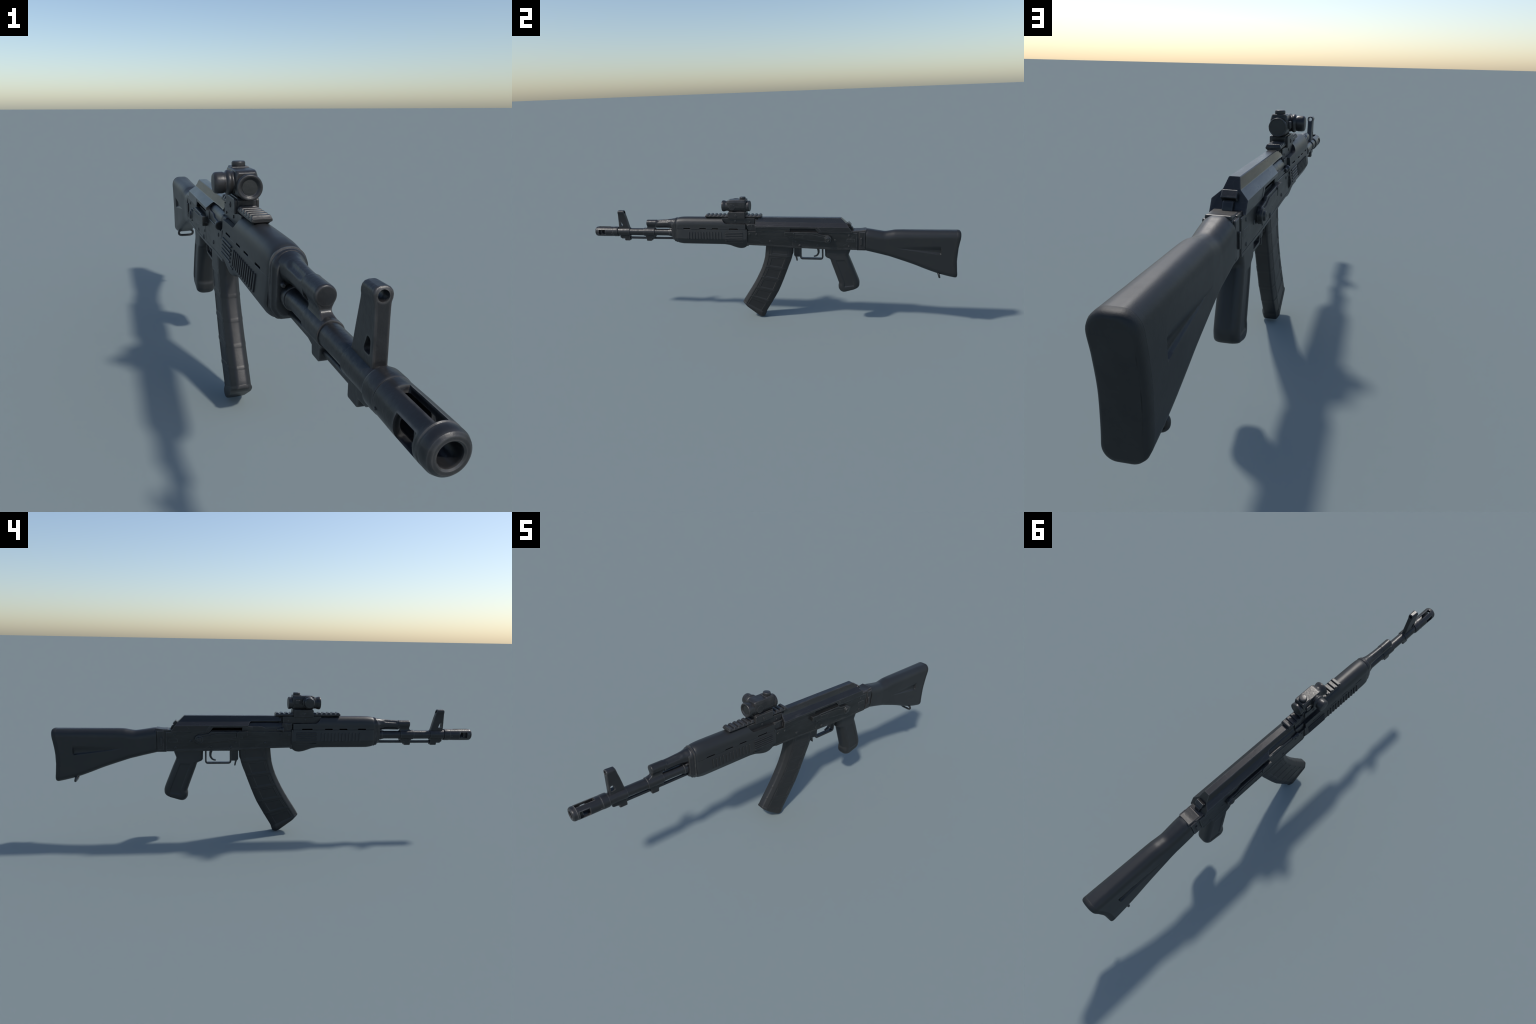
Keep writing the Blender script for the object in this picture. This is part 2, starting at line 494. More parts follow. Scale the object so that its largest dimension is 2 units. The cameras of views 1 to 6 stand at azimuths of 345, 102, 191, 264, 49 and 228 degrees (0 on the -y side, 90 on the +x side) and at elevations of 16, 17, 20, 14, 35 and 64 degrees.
# steel collar closing the guard at the front: two stepped bands
def collar_ring(y, s):
    return ring_at(y, rounded_loop([(-0.0350 * s, 0.5000 + 0.0665 * s, 0.0335), (0.0350 * s, 0.5000 + 0.0665 * s, 0.0335),
                                    (0.0375 * s, 0.500 - 0.047 * s, 0.018), (0.023 * s, 0.500 - 0.070 * s, 0.014),
                                    (-0.023 * s, 0.500 - 0.070 * s, 0.014), (-0.0375 * s, 0.500 - 0.047 * s, 0.018)], 8))
collar = finish(link('handguard_collar', loft_mesh([collar_ring(y, s) for y, s in
                ((-0.500, 0.97), (-0.5040, 1.0), (-0.5085, 1.0), (-0.5095, 0.95), (-0.5105, 0.935), (-0.5115, 0.95), (-0.5125, 0.965),
                 (-0.5175, 0.955), (-0.5200, 0.93), (-0.5225, 0.86), (-0.5300, 0.82), (-0.5315, 0.78), (-0.5320, 0.55))]), BLUED, None), 0, sharp=50)
finish(link('barrel_band', lathe([(-0.528, 0.024), (-0.546, 0.0238), (-0.549, 0.0225), (-0.5495, 0.015)], cz=BORE_Z), BLUED, collar), 0)
for sx in (-1, 1):
    tab_me = lathe([(-0.528, 0.0050), (-0.540, 0.0048), (-0.5425, 0.0030)], cx=C + sx * 0.0195, cz=0.5055, n=16)
    finish(link('collar_catch', tab_me, BLUED, collar), 0)

# ================================================================== receiver
HW = 0.0380
rec_poly = [(-0.1030, 0.4265), (0.02, 0.4235), (0.15, 0.4165), (0.300, 0.4115), (0.487, 0.4105), (0.487, 0.5015), (-0.1030, 0.5030)]
receiver = link('receiver', prism_mesh(rec_poly, C - HW, C + HW), RECEIVER, None)
finish(receiver, 0.0022, 3)
# raised wall strip under the cover on the closed side
prism('receiver_wall', [(-0.050, 0.502), (-0.050, 0.522), (-0.046, 0.5265), (0.128, 0.5265), (0.134, 0.520), (0.134, 0.502)],
      C + 0.030, C + 0.0400, RECEIVER, receiver, 0.0016)
prism('receiver_wall', [(0.085, 0.502), (0.085, 0.5245), (0.104, 0.5265), (0.128, 0.5265), (0.134, 0.520), (0.134, 0.502)],
      C - 0.0392, C - 0.030, RECEIVER, receiver, 0.0016)
# folded lower lip and the lapped rear side plate
def bottom_z(y):
    return float(np.interp(y, [-0.103, 0.02, 0.15, 0.30, 0.487], [0.4265, 0.4235, 0.4165, 0.4115, 0.4105]))
for sx in (-1, 1):
    a, b = sorted((C + sx * (HW - 0.003), C + sx * (HW + 0.0010)))
    lip = [(y, bottom_z(y) - 0.0004) for y in (-0.095, 0.02, 0.15, 0.30, 0.485)]
    prism('receiver_lip', lip + [(y, z + 0.0075) for y, z in reversed(lip)], a, b, RECEIVER, receiver, 0.0006)
    a, b = sorted((C + sx * (HW - 0.003), C + sx * (HW + 0.0006)))
    prism('side_plate', [(0.146, 0.4260), (0.300, 0.4200), (0.4845, 0.4190), (0.4845, 0.4990), (0.146, 0.4995)], a, b, RECEIVER, receiver, 0.0004, 1)
# front trunnion and its dark throat
box('front_trunnion', C - 0.0300, C + 0.0300, -0.104, -0.055, 0.495, 0.541, BLUED, receiver, 0.003)

# pressed top cover: narrow ridge, sloping shoulders, upright skirts
def cover_loop(zt, rw, zv, vw, zs, sw, zb):
    return [(-sw, zb), (-sw, zs - 0.002), (-sw + 0.0018, zs), (-vw - 0.002, zv), (-vw, zv + 0.0025), (-rw - 0.0012, zt - 0.0015), (-rw + 0.001, zt),
            (rw - 0.001, zt), (rw + 0.0012, zt - 0.0015), (vw, zv + 0.0025), (vw + 0.002, zv), (sw - 0.0018, zs), (sw, zs - 0.002), (sw, zb)]
SW = 0.0425
cover_rows = [(-0.050, 0.5735, 0.0135, 0.5520, 0.0230, 0.5335, SW - 0.001), (0.02, 0.5745, 0.0130, 0.5490, 0.0215, 0.5330, SW),
              (0.401, 0.5745, 0.0125, 0.5480, 0.0205, 0.5325, SW)]
rings = [ring_at(y, cover_loop(zt, rw, zv, vw, zs, sw, 0.5025)) for y, zt, rw, zv, vw, zs, sw in cover_rows]
# rear: every point above the break is swept back down the slanted face
y_end = 0.4635
back = [(0.4010, 0.5745), (0.4340, 0.5420), (0.4430, 0.5320), (0.4635, 0.5085)]
base = cover_loop(0.5745, 0.0125, 0.5480, 0.0205, 0.5325, SW, 0.5025)
def slant_y(z):
    for (y0, z0), (y1, z1) in zip(back[:-1], back[1:]):
        if z >= z1:
            return y0 + (y1 - y0) * (z0 - z) / (z0 - z1)
    return back[-1][0]
rings[-1] = [(C + x, slant_y(z), z) for x, z in base]
cover = link('receiver_cover', loft_mesh(rings), COVER, None)
cutters = [prism_mesh([(-0.06, 0.49), (-0.06, 0.5230), (0.268, 0.5230), (0.287, 0.5005), (0.2875, 0.49)], C - 0.07, C + 0.07),
           # ejection port on one side only, with a swept rear corner
           prism_mesh(rounded_loop([(-0.08, 0.49, 0), (-0.08, 0.5525, 0), (0.096, 0.5495, 0.016), (0.1055, 0.531, 0.003), (0.106, 0.49, 0)], 6),
                      C - 0.08, C - 0.0130)]
cut(cover, cutters)
finish(cover, 0.0010, 2, angle=30)
# skirt thickening with slanted front edge
for sx in (-1, 1):
    a, b = sorted((C + sx * (SW - 0.004), C + sx * (SW + 0.0008)))
    prism('cover_skirt_fold', [(0.279, 0.5275), (0.288, 0.5275), (0.3045, 0.5032), (0.2935, 0.5032)], a, b, COVER, cover, 0.0007)
# front arch rim of the cover
rim = []
for y, g in ((-0.0545, 0.0), (-0.0540, 0.0015), (-0.0500, 0.0015), (-0.0495, 0.0)):
    rim.append(ring_at(y, [(0.010, 0.5300), (0.010, 0.5700 + g), (0.0145 + g, 0.5715 + g), (0.0235 + g, 0.5525 + g), (0.0405 + g, 0.5320 + g),
                           (0.0405 + g, 0.5040), (0.034, 0.5040)]))
finish(link('cover_front_rim', loft_mesh(rim), COVER, cover), 0.0004, 1)
# cover latch button on the slanted rear face
btn = link('cover_latch', box_mesh(C - 0.0185, C + 0.0185, -0.0105, 0.0105, -0.009, 0.0070), BLUED, cover)
finish(btn, 0.0018, 3)
btn.matrix_local = Matrix.Translation((0, 0.4430, 0.5400)) @ Matrix.Rotation(math.radians(-45), 4, 'X')
prism('cover_rear_bracket', [(0.440, 0.505), (0.444, 0.528), (0.452, 0.531), (0.460, 0.526), (0.4665, 0.514), (0.4675, 0.500)], C - 0.0125, C + 0.0125, BLUED, cover, 0.002)

# bolt carrier seen through the ejection port
bolt = finish(link('bolt_carrier', lathe([(-0.058, 0.012), (-0.056, 0.0300), (-0.050, 0.0325), (0.108, 0.0325), (0.110, 0.02)],
                                       cx=C, cz=0.5165, n=40), BLUED, None), 0)
prism('bolt_rail', [(-0.048, 0.503), (-0.048, 0.5165), (0.020, 0.5180), (0.040, 0.5265), (0.106, 0.5280), (0.106, 0.503)],
      C - 0.0365, C - 0.020, BLUED, bolt, 0.002)
box('bolt_tail', C - 0.0330, C + 0.0310, 0.104, 0.300, 0.500, 0.5065, BLUED, bolt, 0.001)
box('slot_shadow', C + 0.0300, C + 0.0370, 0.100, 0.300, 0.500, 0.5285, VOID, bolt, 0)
knob = lathe([(-0.030, 0.0060), (-0.046, 0.0068), (-0.050, 0.0110), (-0.058, 0.0122), (-0.0610, 0.0112), (-0.0620, 0.0080)],
             cx=C - 0.0370, cz=0.5125, n=28)
finish(link('charging_handle', knob, BLUED, bolt), 0)

# selector levers on both sides
lever_poly = rounded_loop([(0.131, 0.5045, 0.002), (0.280, 0.5030, 0.004), (0.2935, 0.4940, 0.006), (0.318, 0.4905, 0.006), (0.338, 0.4905, 0.015),
                           (0.356, 0.478, 0.014), (0.354, 0.456, 0.014), (0.333, 0.4465, 0.012), (0.300, 0.4500, 0.004), (0.200, 0.4625, 0.004),
                           (0.131, 0.4720, 0.002)], 4)
for sx in (-1, 1):
    a, b = sorted((C + sx * (HW - 0.002), C + sx * (HW + 0.0125)))
    lever = prism('selector_lever', lever_poly, a, b, RECEIVER, None, 0.0022, 3)
    a, b = sorted((C + sx * (HW + 0.003), C + sx * (HW + 0.0155)))
    prism('lever_arm', rounded_loop([(0.162, 0.4965, 0.003), (0.255, 0.4945, 0.004), (0.300, 0.4840, 0.006), (0.322, 0.4820, 0.006), (0.322, 0.4540, 0.006),
                                     (0.255, 0.4600, 0.004), (0.162, 0.4770, 0.003)], 4), a, b, RECEIVER, lever, 0.0016, 2)
    a, b = sorted((C + sx * (HW - 0.001), C + sx * (HW + 0.0165)))
    prism('lever_tab', [(0.107, 0.5055), (0.150, 0.5050), (0.160, 0.4990), (0.160, 0.4760), (0.107, 0.4850)], a, b, RECEIVER, lever, 0.002, 2)
    pivot = lathe([(C + sx * (HW + d), r) for d, r in ((0.004, 0.0215), (0.0130, 0.0210), (0.0160, 0.0195), (0.0170, 0.0165), (0.0162, 0.0150),
                   (0.0168, 0.0135), (0.0215, 0.0120), (0.0226, 0.0100), (0.0228, 0.0060), (0.0220, 0.0050), (0.0220, 0.0))],
                  axis='x', cy=0.3345, cz=0.4675, n=36)
    finish(link('lever_pivot', pivot, RECEIVER, lever), 0, sharp=35)

# rivets
rivet_me = None
rivets = [(-0.0865, 0.4860, 0.0052), (-0.0480, 0.4860, 0.0052), (0.0255, 0.4485, 0.0058), (0.1640, 0.4510, 0.0052), (0.1860, 0.4275, 0.0075),
          (0.2800, 0.4300, 0.0055), (0.3725, 0.4600, 0.0060), (0.4450, 0.4875, 0.0058), (0.4440, 0.4285, 0.0055)]
for sx in (-1, 1):
    for y, z, r in rivets:
        if rivet_me is None:
            o = finish(link('rivet', lathe([(-0.3, 1.0), (0.12, 1.0), (0.32, 0.86), (0.46, 0.5), (0.50, 0.0)], axis='x', n=20), RECEIVER, receiver), 0, sharp=50)
            rivet_me = o.data
        else:
            o = bpy.data.objects.new('rivet', rivet_me)
            bpy.context.collection.objects.link(o)
            o.parent = receiver
        o.location = (C + sx * HW, y, z)
        o.scale = (sx * r, r, r)
# serial plate stamping near the rear
for sx in (-1, 1):
    a, b = sorted((C + sx * (HW - 0.002), C + sx * (HW + 0.0011)))
    prism('stamped_plate', rounded_loop([(0.432, 0.453, 0.003), (0.432, 0.470, 0.003), (0.474, 0.470, 0.003), (0.474, 0.453, 0.003)], 3), a, b, RECEIVER, receiver, 0.0003, 1)

# rear trunnion, stock hinge and release
box('rear_trunnion', C - 0.0345, C + 0.0345, 0.455, 0.500, 0.470, 0.5105, HINGE, receiver, 0.003)
hinge = box('stock_hinge', C - 0.0325, C + 0.0325, 0.484, 0.534, 0.4060, 0.5080, BLUED, None, 0.003)
prism('hinge_cap', [(0.474, 0.500), (0.474, 0.5125), (0.500, 0.5125), (0.512, 0.5140), (0.527, 0.5165), (0.532, 0.5165), (0.532, 0.500)],
      C - 0.0300, C + 0.0300, HINGE, hinge, 0.004, 3)
for sx in (-1, 1):
    a, b = sorted((C + sx * 0.030, C + sx * 0.0375))
    box('hinge_cheek', a, b, 0.4955, 0.5270, 0.4150, 0.5060, BLUED, hinge, 0.003, 3)
    a, b = sorted((C + sx * 0.034, C + sx * 0.0425))
    box('stock_release', a, b, 0.5020, 0.5110, 0.4370, 0.4770, BLUED, hinge, 0.0025, 3)

# ================================================================== fire control
guard_pts = []
def arc(cy, cz, r, a0, a1, n=8):
    return [(cy + r * math.cos(math.radians(a0 + (a1 - a0) * i / n)), cz + r * math.sin(math.radians(a0 + (a1 - a0) * i / n))) for i in range(n + 1)]
outer = [(0.3070, 0.416)] + arc(0.2930, 0.3560, 0.0140, 0, -90) + arc(0.1955, 0.3560, 0.0140, -90, -180) + [(0.1815, 0.416)]
inner = [(0.1895, 0.416)] + arc(0.1955, 0.3570, 0.0065, 180, 270) + arc(0.2930, 0.3570, 0.0065, -90, 0) + [(0.2990, 0.416)]
prism('trigger_guard', outer + inner, C - 0.0105, C + 0.0105, BLUED, None, 0.0016, 2)
box('guard_plate', C - 0.0150, C + 0.0150, 0.145, 0.320, 0.4065, 0.4180, BLUED, None, 0.0015)
trig = [(0.2745, 0.412), (0.2805, 0.396), (0.2815, 0.383), (0.2770, 0.371), (0.2690, 0.3630), (0.2560, 0.3590)]
tq = smooth_table([0, 1, 2, 3, 4, 5], trig, np.linspace(0, 5, 26))
rings = []
for i, (y, z) in enumerate(tq):
    k = i / 25
    h = 0.0068 * (1 - k) + 0.0032 * k
    t = np.array(tq[min(i + 1, 25)]) - np.array(tq[max(i - 1, 0)])
    t = t / np.linalg.norm(t)
    nrm = np.array([-t[1], t[0]])
    loop = rounded_loop([(-0.0065, -h, 0.0025), (0.0065, -h, 0.0025), (0.0065, h, 0.0025), (-0.0065, h, 0.0025)], 3)
    rings.append([(C + a, y + nrm[0] * b, z + nrm[1] * b) for a, b in loop])
finish(link('trigger', loft_mesh(rings), BLUED, None), 0, sharp=50)
catch = prism('magazine_catch', [(0.1500, 0.416), (0.1490, 0.368), (0.1515, 0.361), (0.1570, 0.3575), (0.1830, 0.3575), (0.1830, 0.416)],
              C - 0.0120, C + 0.0120, BLUED, None, 0.002)
prism('catch_paddle', [(0.1545, 0.361), (0.1625, 0.361), (0.1655, 0.346), (0.1680, 0.334), (0.1640, 0.3320), (0.1610, 0.336), (0.1585, 0.348)],
      C - 0.0100, C + 0.0100, BLUED, catch, 0.0015)

# ================================================================== pistol grip
grip_rows = [  # front (y, z), rear (y, z), half width, front radius share
    ((0.3155, 0.4130), (0.4520, 0.4110), 0.0290), ((0.3155, 0.4060), (0.4510, 0.4020), 0.0290), ((0.3165, 0.3850), (0.4455, 0.3860), 0.0290),
    ((0.3170, 0.3680), (0.4420, 0.3750), 0.0292), ((0.3220, 0.3600), (0.4430, 0.3680), 0.0296), ((0.3420, 0.3500), (0.4480, 0.3560), 0.0302),
    ((0.3520, 0.3240), (0.4590, 0.3300), 0.0310), ((0.3700, 0.2750), (0.4780, 0.2830), 0.0318), ((0.3850, 0.2330), (0.4930, 0.2450), 0.0322),
    ((0.3905, 0.2150), (0.4990, 0.2280), 0.0323), ((0.3885, 0.2020), (0.5005, 0.2180), 0.0325), ((0.3895, 0.1880), (0.5000, 0.2060), 0.0325),
    ((0.3945, 0.1775), (0.4975, 0.1990), 0.0322), ((0.4010, 0.1700), (0.4930, 0.1935), 0.0308), ((0.4090, 0.1660), (0.4870, 0.1900), 0.0285)]
flat = [(*f, *r, w) for f, r, w in grip_rows]
q = np.linspace(0, len(flat) - 1, 90)
gt = smooth_table(list(range(len(flat))), flat, q)
rings = []
for k, (fy, fz, ry, rz, w) in zip(q, gt):
    L = math.hypot(ry - fy, rz - fz)
    loop = rounded_loop([(-w, 0, w * 0.78), (w, 0, w * 0.78), (w, L, w * 0.72), (-w, L, w * 0.72)], 9)
    # flat side panel, slightly sunk
    pts = []
    panel = min(1, max(0, (k - 5.2) / 0.25)) * min(1, max(0, (10.6 - k) / 0.25))
    for x, v in loop:
        pts.append((x, v))
    dense = []
    for i in range(len(pts)):
        a, b = np.array(pts[i]), np.array(pts[(i + 1) % len(pts)])
        nsub = 40 if i in (19, 39) else 1
        for j in range(nsub):
            dense.append(a + (b - a) * j / nsub)
    ring = []
    for x, v in dense:
        u = v / L
        if abs(x) > w * 0.98:
            m = min(1, max(0, (u - 0.285) / 0.02)) * min(1, max(0, (0.745 - u) / 0.02)) * panel
            x = math.copysign(abs(x) - 0.0024 * m, x)
        ring.append((C + x, fy + (ry - fy) * u, fz + (rz - fz) * u))
    rings.append(ring)
grip = finish(link('pistol_grip', loft_mesh(rings), POLYMER, None), 0, sharp=60)

# ================================================================== magazine
mag_rows = [((-0.0030, 0.4300), (0.1445, 0.4250)), ((-0.0100, 0.3680), (0.1370, 0.3570)), ((-0.0250, 0.3100), (0.1140, 0.2920)),
            ((-0.0510, 0.2500), (0.0890, 0.2270)), ((-0.0835, 0.1900), (0.0620, 0.1630)), ((-0.1160, 0.1380), (0.0270, 0.1000)),
            ((-0.1400, 0.1000), (-0.0090, 0.0400)), ((-0.1455, 0.0890), (-0.0200, 0.0210))]
mflat = [(*f, *r) for f, r in mag_rows]
NS = 220
q = np.linspace(0, len(mflat) - 1, NS)
mt = smooth_table(list(range(len(mflat))), mflat, q)
def sstep(a, b, x):
    t = min(1, max(0, (x - a) / (b - a)))
    return t * t * (3 - 2 * t)
def bump(a, b, x, e):
    return sstep(a - e, a + e, x) * (1 - sstep(b - e, b + e, x))
bands = [(0.92, 1.08), (2.02, 2.16), (3.04, 3.18), (4.06, 4.20), (5.06, 5.20)]
panels = [(1.20, 1.95), (2.26, 2.97), (3.28, 3.99), (4.30, 5.00)]
MW = 0.0278
rings = []
for k, (fy, fz, ry, rz) in zip(q, mt):
    L = math.hypot(ry - fy, rz - fz)
    # section: rounded nose, upright sides, tapering back
    loop = rounded_loop([(-MW * 0.50, 0, 0.011), (MW * 0.50, 0, 0.011), (MW, 0.021, 0.014), (MW, L * 0.84, 0.006), (MW * 0.74, L, 0.007),
                         (-MW * 0.74, L, 0.007), (-MW, L * 0.84, 0.006), (-MW, 0.021, 0.014)], 4)
    dense = []
    for i in range(len(loop)):
        a, b = np.array(loop[i]), np.array(loop[(i + 1) % len(loop)])
        nsub = 70 if i in (14, 34) else 2
        for j in range(nsub):
            dense.append(a + (b - a) * j / nsub)
    band = max(bump(a, b, k, 0.02) for a, b in bands)
    ring = []
    for x, v in dense:
        u = v / L
        d = 0.0008 * band * (0.08 + 0.92 * sstep(0.08, 0.20, u)) * (1 if u < 0.97 else 0.5)
        if abs(x) > MW * 0.9:
            # lengthwise grooves bordering the nose strip and the back strip
            d -= 0.0016 * bump(0.185, 0.205, u, 0.008) * (1 - band)
            d -= 0.0012 * bump(0.835, 0.850, u, 0.008) * (1 - band)
            for a, b in panels:
                w = bump(a - 0.045, b + 0.045, k, 0.016) * bump(0.262, 0.792, u, 0.008)
                inner = bump(a, b, k, 0.016) * bump(0.287, 0.768, u, 0.008)
                d += 0.0006 * w - 0.0016 * inner
            d -= 0.0012 * bump(-1, 0.80, k, 0.02) * bump(0.27, 0.90, u, 0.010)
            d -= 0.0010 * bump(5.42, 6.60, k, 0.02) * bump(0.26, 0.80, u, 0.010)
        cx = math.copysign(1, x) if abs(x) > 1e-9 else 0
        # push outward along a rough normal of the section
        nx = cx * sstep(0.3 * MW, MW, abs(x))
        nv = -1.0 if u < 0.04 else (1.0 if u > 0.97 else 0.0)
        # sunk flutes either side of the spine on the nose
        fl = 0.0007 * bump(0.25 * MW, 0.60 * MW, abs(x), 0.10 * MW) * (1 if u < 0.08 else 0) * (1 - band) * bump(1.1, 6.5, k, 0.05)
        vv = v + nv * d + fl
        u2 = vv / L
        ring.append((C + x + nx * d, fy + (ry - fy) * u2, fz + (rz - fz) * u2))
    rings.append(ring)
magazine = finish(link('magazine', loft_mesh(rings), MAGAZINE, None), 0, sharp=50)
# floor plate with a lip at the back
fp_rows = [((-0.1440, 0.0925), (-0.0155, 0.0285), 0.0275), ((-0.1470, 0.0870), (-0.0180, 0.0200), 0.0300), ((-0.1465, 0.0835), (-0.0195, 0.0130), 0.0302),
           ((-0.1425, 0.0780), (-0.0230, 0.0060), 0.0298), ((-0.1370, 0.0720), (-0.0330, 0.0008), 0.0285), ((-0.1340, 0.0690), (-0.0400, 0.0000), 0.0260)]
rings = []
for (fy, fz), (ry, rz), w in fp_rows:
    L = math.hypot(ry - fy, rz - fz)
    loop = rounded_loop([(-w * 0.52, 0, 0.010), (w * 0.52, 0, 0.010), (w, 0.020, 0.013), (w, L * 0.86, 0.008), (w * 0.70, L, 0.008),
                         (-w * 0.70, L, 0.008), (-w, L * 0.86, 0.008), (-w, 0.020, 0.013)], 5)
    rings.append([(C + x, fy + (ry - fy) * v / L, fz + (rz - fz) * v / L) for x, v in loop])
finish(link('magazine_floorplate', loft_mesh(rings), MAGAZINE, magazine), 0, sharp=40)
# rear lug that meets the catch
prism('magazine_lug', [(0.118, 0.420), (0.1470, 0.420), (0.1440, 0.375), (0.1380, 0.362), (0.1320, 0.356), (0.112, 0.360)], C - 0.0150, C + 0.0150,
      MAGAZINE, magazine, 0.003, 3)

# ================================================================== stock
stock_rows = [  # y, top, bottom, half width
    (0.5300, 0.5160, 0.4025, 0.0395), (0.5360, 0.5160, 0.4010, 0.0400), (0.5600, 0.5130, 0.3955, 0.0398), (0.6000, 0.5070, 0.3860, 0.0385),
    (0.6270, 0.5040, 0.3790, 0.0374), (0.6500, 0.5070, 0.3735, 0.0374), (0.6800, 0.5120, 0.3640, 0.0377), (0.7200, 0.5130, 0.3510, 0.0380), (0.7770, 0.5130, 0.3315, 0.0383),
    (0.8400, 0.5132, 0.3070, 0.0386), (0.8970, 0.5130, 0.2872, 0.0390), (0.9300, 0.5132, 0.2785, 0.0392), (0.9600, 0.5133, 0.2718, 0.0394), (0.9790, 0.5133, 0.2680, 0.0395)]
def stock_back(z):
    """y offset of the hollowed butt face at height z"""
    t = [0.255, 0.275, 0.32, 0.375, 0.44, 0.475, 0.50, 0.52]
    d = [(-0.0030,), (-0.0050,), (-0.0112,), (-0.0145,), (-0.0088,), (-0.0025,), (0.0,), (0.0,)]
    return float(smooth_table(t, d, [z])[0][0])
def stock_ring(y, zt, zb, w, bend=0.0, rt=0.024, rb=0.026, dent=None):
    loop = rounded_loop([(-w, zt, rt), (w, zt, rt), (w * 0.97, zb, rb), (-w * 0.97, zb, rb)], 9)
    dense = []
    for i in range(len(loop)):
        a, b = np.array(loop[i]), np.array(loop[(i + 1) % len(loop)])
        nsub = 60 if i in (19, 39) else (6 if i % 10 == 9 else 1)
        for j in range(nsub):
            dense.append(a + (b - a) * j / nsub)
    # deepen the rounding of the comb: the flanks lean in well below the top
    lo, k, k2 = zb + rb, zt - rt, zt - 1.20 * rt
    dense = [(x, zt - (zt - z) * 1.20 if z > k else (lo + (z - lo) * (k2 - lo) / (k - lo) if z > lo else z)) for x, z in dense]
    if dent:
        # wedge-shaped side hollow, fading out at its front point and ending at a wall behind
        z0, z1, depth = dent
        def sink(x, z):
            f = np.interp(z, [z0 - 0.0025, z0 + 0.003, z1 - 0.022, z1 + 0.004], [0, 1, 1, 0]) if abs(x) > w * 0.9 else 0
            f = f * f * (3 - 2 * f)
            return math.copysign(abs(x) - depth * f, x)
        dense = [(sink(x, z), z) for x, z in dense]
    return [(C + x, y + bend * stock_back(z), z) for x, z in dense]
ys = np.concatenate([np.linspace(0.530, 0.68, 40), np.linspace(0.685, 0.900, 60), np.linspace(0.902, 0.912, 9), np.linspace(0.918, 0.979, 14)])
st = smooth_table([r[0] for r in stock_rows], [r[1:] for r in stock_rows], ys)
rt_tab = smooth_table([0.53, 0.62, 0.75, 0.979], [(0.032,), (0.033,), (0.032,), (0.029,)], ys)
bend = np.clip((ys - 0.90) / 0.079, 0, 1)
def stock_dent(y):
    if not 0.690 < y < 0.9105:
        return None
    t = (y - 0.690) / 0.215
    depth = 0.0088 * min(1, t) ** 0.75 * (1 - min(1, max(0, (y - 0.9045) / 0.005)))
    return (0.4230 - 0.0270 * t, 0.4310 + 0.0045 * t, depth)
stock = link('stock', loft_mesh([stock_ring(y, a, b, w, bd, rt=r[0], dent=stock_dent(y)) for y, (a, b, w), bd, r in zip(ys, st, bend, rt_tab)]), POLYMER, None)
finish(stock, 0, sharp=55, weighted=False)
# butt plate
plate = []
for y, g, zt, zb in ((0.9780, 0.0012, 0.5122, 0.2695), (0.9795, 0.0, 0.5135, 0.2678), (0.9900, 0.0, 0.5130, 0.2668), (0.9960, 0.0018, 0.5108, 0.2688),
                     (0.9990, 0.0048, 0.5072, 0.2730), (1.0003, 0.0085, 0.5028, 0.2780)):
    w = 0.0396 - g
    plate.append(stock_ring(y, zt, zb, w, 1.0, rt=0.029 - 0.3 * g, rb=0.026 - 0.3 * g))
finish(link('butt_plate', loft_mesh(plate), RUBBER, stock), 0, sharp=50)
# folded wire sling loop under the toe
loop = []
for i in range(33):
    t = 2 * math.pi * i / 32
    loop.append((C + 0.0305 * (1 if math.cos(t) > 0 else -1) * abs(math.cos(t)) ** 0.45, 0.9040 - 0.004 * math.sin(t), 0.2785 + 0.0125 * (1 if math.sin(t) > 0 else -1) * abs(math.sin(t)) ** 0.8))
P = [Vector(p) for p in loop[:-1]]
rings = []
for i, p in enumerate(P):
    t = (P[(i + 1) % 32] - P[i - 1]).normalized()
    u = Vector((0, 1, 0))
    u = (u - t * u.dot(t)).normalized()
    v = t.cross(u)
    rings.append([tuple(p + 0.0050 * (u * math.cos(2 * math.pi * k / 12) + v * math.sin(2 * math.pi * k / 12))) for k in range(12)])
finish(link('sling_loop', loft_mesh(rings, close=True), BLUED, stock), 0, weighted=False, sharp=60)

# ================================================================== rail, sight block and optic
sight_block = prism('rear_sight_block', [(-0.2420, 0.572), (-0.2420, 0.560), (-0.2250, 0.541), (-0.194, 0.539), (-0.110, 0.540), (-0.106, 0.530), (-0.060, 0.530), (-0.0575, 0.572)],
                    C - 0.0230, C + 0.0230, BLUED, None, 0.002)
box('gap_dark_block', C - 0.0190, C + 0.0190, -0.060, -0.040, 0.525, 0.5700, VOID, sight_block, 0)  # near-black block filling the see-through gap between sight block and cover
for sx in (-1, 1):
    a, b = sorted((C + sx * 0.020, C + sx * 0.0310))
    prism('tube_lever', [(-0.100, 0.5120), (-0.104, 0.5260), (-0.100, 0.5350), (-0.0735, 0.5420), (-0.0700, 0.5380), (-0.0760, 0.5240), (-0.0780, 0.5100)], a, b, BLUED, sight_block, 0.002)
    a, b = sorted((C + sx * 0.022, C + sx * 0.0262))
    o = lathe([(C + sx * 0.0205, 0.0042), (C + sx * 0.0248, 0.0042), (C + sx * 0.0254, 0.0030)], axis='x', cy=-0.165, cz=0.556, n=16)
    finish(link('screw', o, BLUED, sight_block), 0)
    o = lathe([(C + sx * 0.0205, 0.0036), (C + sx * 0.0246, 0.0036), (C + sx * 0.0252, 0.0026)], axis='x', cy=-0.085, cz=0.552, n=16)
    finish(link('screw', o, BLUED, sight_block), 0)

